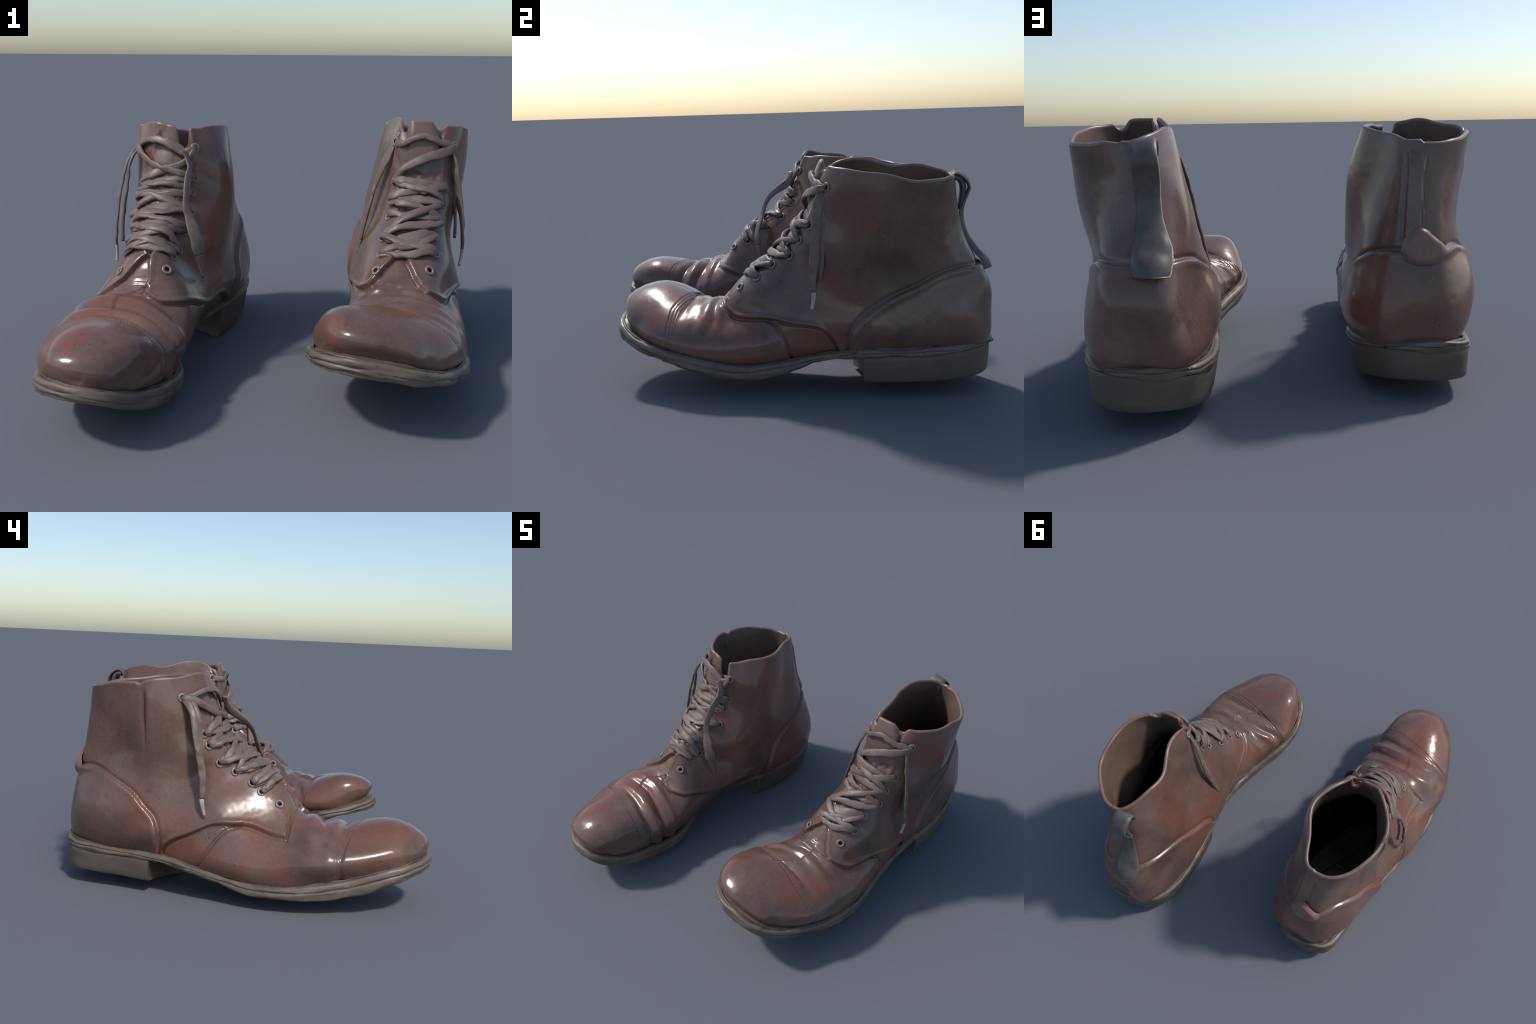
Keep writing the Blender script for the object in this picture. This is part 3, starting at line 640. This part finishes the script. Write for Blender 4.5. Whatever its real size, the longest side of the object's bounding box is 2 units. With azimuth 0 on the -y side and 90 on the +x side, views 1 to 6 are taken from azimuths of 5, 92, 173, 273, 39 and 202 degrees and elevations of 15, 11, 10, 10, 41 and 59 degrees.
        for side in (0, 1):
            for q in self.eyelets[side]:
                i, j = self.nearest(q); P, N = self.P[i, j], self.N[i-6:i+7, j-4:j+5].mean((0, 1)); N /= np.linalg.norm(N)
                P = self.world(P + N*.002); N = Vector(self.dirs(N))
                rot = N.to_track_quat('Z', 'Y')
                if me is None:
                    ob = mesh_object('eyelet', ring.reshape(-1, 3), F, METAL, root); me = ob.data
                    V = np.r_[[[0, 0, .0006]], np.c_[np.cos(b)*R, np.sin(b)*R, np.zeros(nb)+.0006]]
                    hb = mesh_object('eyelet_hole', V, [(0, 1+k, 1+(k+1) % nb) for k in range(nb)], DARK, root); hole = hb.data
                else:
                    ob = bpy.data.objects.new('eyelet', me); bpy.context.collection.objects.link(ob); ob.parent = root
                    hb = bpy.data.objects.new('eyelet_hole', hole); bpy.context.collection.objects.link(hb); hb.parent = root
                for x in (ob, hb):
                    x.location = P; x.rotation_mode = 'QUATERNION'; x.rotation_quaternion = rot
                hb.scale = (.9, .9, 1)

    def laces(self, root):
        """criss-cross strands over the tongue, from eyelet to eyelet"""
        rng = np.random.default_rng(self.seed)
        for k, (ra, ja, rb, jb, wid, lift) in enumerate(self.strands):
            qa, qb = np.array(self.eyelets[ra][ja]), np.array(self.eyelets[rb][jb])
            ia, ib = self.nearest(qa), self.nearest(qb)
            n = 34; x = np.linspace(0, 1, n)
            sa, sb = self.s[ia[0]], self.s[ib[0]]; ta, tb = self.t[ia[1]], self.t[ib[1]]
            if ta*tb < 0:                      # cross the front centre, not the back
                if ta < 0: ta += 2
                else: tb += 2
            sag = rng.uniform(-.22, .12)
            P, N = [], []
            for xi in x:
                s = sa+(sb-sa)*xi + sag*math.sin(math.pi*xi)+.05*math.sin(7*xi+k); t = ((ta+(tb-ta)*xi)+1) % 2 - 1
                p, nn = self.at(s, t); i, j = self.nearest(p)
                nn = self.baseN[i, j]
                P.append(self.base[i, j]); N.append(nn)
            P, N = np.array(P), np.array(N)
            K = np.ones(5)/5
            for c in range(3):
                N[2:-2, c] = np.convolve(N[:, c], K, 'valid'); P[2:-2, c] = np.convolve(P[:, c], K, 'valid')
            h = lift*np.sin(np.pi*np.clip(x, 0, 1))**.45 + .004*np.sin(9*x+k) - .004*(x < .04) - .004*(x > .96)
            P = P + N*(h+.006)[:, None]
            tw = .25*np.sin(5*x+k*1.7)
            T = np.gradient(P, axis=0); T /= np.linalg.norm(T, axis=1, keepdims=True)
            N2 = N*np.cos(tw)[:, None] + np.cross(T, N)*np.sin(tw)[:, None]
            w = wid*(1+.18*np.sin(6*x+2*k))*(.75+.25*np.sin(np.pi*x)**.5)
            Wd, Nd = self.world(P), self.dirs(N2)
            v, f = ribbon(Wd, Nd, w, .018+.003*np.sin(8*x+k), 16, .75)
            v = v + .004*noise(v, 38, k)[:, None]
            mesh_object('lace', v, f, LACE_MAT, root)

    def lace_ends(self, root):
        for k, (path, widths, facing, tip) in enumerate(self.hanging):
            P = smooth_path(path, 70); x = np.linspace(0, 1, 70)
            w = np.interp(x, np.linspace(0, 1, len(widths)), widths)
            N = np.tile(np.array(facing, float), (70, 1)); N /= np.linalg.norm(N, axis=1, keepdims=True)
            tw = .35*np.sin(4*x+k)
            N[:, :2] = np.c_[N[:, 0]*np.cos(tw)-N[:, 1]*np.sin(tw), N[:, 0]*np.sin(tw)+N[:, 1]*np.cos(tw)]
            W, D = self.world(P), self.dirs(N)
            m = x < tip
            v, f = ribbon(W[m], D[m], w[m], .014, 14, .8); v = v + .003*noise(v, 30, 40+k)[:, None]
            ob = mesh_object('lace_end', v, f, LACE_MAT, root)
            e = ~m
            if e.sum() > 3:
                e[np.where(e)[0][0]-1] = True
                v, f = ribbon(W[e], D[e], np.maximum(w[e]*.9, .012), .014, 14, 1.0)
                tipob = mesh_object('lace_tip', v, f, AGLET_MAT if self.tip_pale[k] else LACE_MAT, ob)

    def strap(self, root):
        if not self.pull_strap: return
        P = smooth_path([(u, v, z) for u, v, z, w in self.pull_strap], 110); 
        ks = np.linspace(0, 1, len(self.pull_strap)); w = np.interp(np.linspace(0, 1, 110), ks, [q[3] for q in self.pull_strap])
        T = np.gradient(P, axis=0); T /= np.linalg.norm(T, axis=1, keepdims=True)
        S = np.array([0, 1., 0]); N = np.cross(T, S); N /= np.linalg.norm(N, axis=1, keepdims=True)
        if N[60, 0] > 0: N = -N
        nr = 26; y = np.linspace(-1, 1, nr)
        # band curves with the heel: edges lie further forward; rounded lower corners
        wend = w.copy(); k = np.arange(110)
        wend *= np.where(k > 106, np.sqrt(np.clip(1-((k-106)/4.5)**2*.25, 0, 1)), 1)
        rows = []
        for sgn in (1, -1):
            th = .008*(1-np.abs(y)**6)*sgn
            G = P[:, None] + S*(y[None, :, None]*wend[:, None, None]/2) + N[:, None]*th[None, :, None]
            G[..., 0] += self.strap_curve*(y[None]**2)*(wend[:, None]/.15)**2*smoothstep(k, 30, 70)[:, None]
            rows.append(G if sgn > 0 else G[:, ::-1])
        G = np.concatenate(rows, 1); G = G + (.006*noise(G, 16, 5))[..., None]*N[:, None]
        V = self.world(G).reshape(-1, 3); nc = G.shape[1]
        F = [tuple(f) for f in grid_faces(110, nc, True)] + [tuple(range(nc)), tuple(109*nc+i for i in range(nc))[::-1]]
        ob = mesh_object('pull_strap', V, F, STRAP_MAT, root)
        Q = smooth_path(self.strap_backing, 40); T = np.gradient(Q, axis=0); T /= np.linalg.norm(T, axis=1, keepdims=True)
        N = np.cross(T, S); N *= np.sign(-N[:, :1])
        v, f = ribbon(self.world(Q), self.dirs(N), .086, .030, 18, .6)
        mesh_object('strap_backing', v, f, STRAP_MAT, root)

    def patch(self, root):
        """leather leaf stitched over the top of the counter at the back"""
        if not self.back_patch: return
        bp = self.back_patch; C = smooth_path(bp*3 + bp[:1], 181)[60:120]
        c = C.mean(0); nr = 14; rows = []
        for f in np.linspace(0, 1, nr):
            q = c + (C-c)*(1-(1-f)**1.0) if f else np.repeat(c[None], len(C), 0)
            rows.append(q)
        G = np.array(rows); V = []
        back = self.t[np.abs(self.t) < .42]; cols = np.where(np.abs(self.t) < .42)[0]
        Ps, Ns = self.base[:, cols], self.baseN[:, cols]
        rows_ok = (self.s > 9.5)
        Ps, Ns = Ps[rows_ok], Ns[rows_ok]
        X = Ps[..., 1:].reshape(-1, 2); A = Ps.reshape(-1, 3); B = Ns.reshape(-1, 3)
        for r in range(nr):
            f = r/(nr-1); h = .026*(1-f**8) + .002
            for q in G[r]:
                i = np.argmin(((X-q)**2).sum(1)); V.append(A[i] + B[i]*h)
        V = np.array(V); n = len(C)
        for _ in range(3):                                    # relax the projection
            g = V.reshape(nr, n, 3); g[1:-1] = .5*g[1:-1] + .125*(g[:-2]+g[2:]+np.roll(g, 1, 1)[1:-1]+np.roll(g, -1, 1)[1:-1]); V = g.reshape(-1, 3)
        V = self.world(V); F = grid_faces(nr, n, True)
        f = F[5*n]; nn = np.cross(V[f[1]]-V[f[0]], V[f[2]]-V[f[1]])
        if nn @ np.r_[-self.f, 0] < 0: F = F[:, ::-1]
        mesh_object('back_patch', V, F, EDGE_LEATHER, root)

    def stitches(self, root):
        """short thread stitches along the toe cap and the counter edge"""
        ph = np.linspace(0, 2*np.pi, 6, endpoint=False); V, F = [], []
        def stitch(p, n, tdir, L=.0065, r=.0016):
            sdir = np.cross(n, tdir); base = len(V)
            for x, rr in ((-1, .3), (-.6, 1), (.6, 1), (1, .3)):
                for a in ph:
                    V.append(p + tdir*L*x/2 + (sdir*np.cos(a) + n*np.sin(a)*.9)*r*rr)
            for i in range(3):
                for j in range(6):
                    F.append((base+i*6+j, base+i*6+(j+1) % 6, base+(i+1)*6+(j+1) % 6, base+(i+1)*6+j))
        U, Vv = self.P[..., 0], self.P[..., 1]
        uc = self.cap[0] + self.cap[1]*np.clip(Vv, -.24, .27)
        for off in (-.012, -.019, -.033):
            g = U-uc-off; pts = []
            for j in range(len(self.t)):
                if abs(self.t[j]) < .30: continue
                c = np.where(np.diff(np.sign(g[:, j])) != 0)[0]
                if len(c): pts.append((c[0], j))
            L = 0; prev = None
            for (i, j) in sorted(pts, key=lambda q: (self.t[q[1]] % 2)):
                p = self.P[i, j]
                if prev is not None:
                    dd = np.linalg.norm(p-prev)
                    if dd < .0095: continue
                    if dd < .05: stitch(p + self.N[i, j]*.0006, self.N[i, j], (p-prev)/dd)
                prev = p
        ob = mesh_object('stitching', self.world(np.array(V)), F, STITCH, root); ob['kind'] = 'stuff'

    def build(self):
        root = bpy.data.objects.new('leather_boot', None); bpy.context.collection.objects.link(root)
        root.empty_display_size = .1
        root['label'] = self.label; root['category'] = 'boot'
        self.prepare()
        self.upper(root); self.lining(root); self.sole(root); self.heel(root)
        self.eyelets_build(root); self.laces(root); self.lace_ends(root); self.strap(root); self.patch(root); self.stitches(root)
        # origin of the thing at its base
        base = self.world(np.array([self.sole_ends[1][0]*.5, .05, 0.0]))
        root.location = base
        for ch in root.children:
            ch.location = Vector(ch.location) - Vector(base)

for spec in (RIGHT_BOOT, LEFT_BOOT):
    Boot(spec).build()
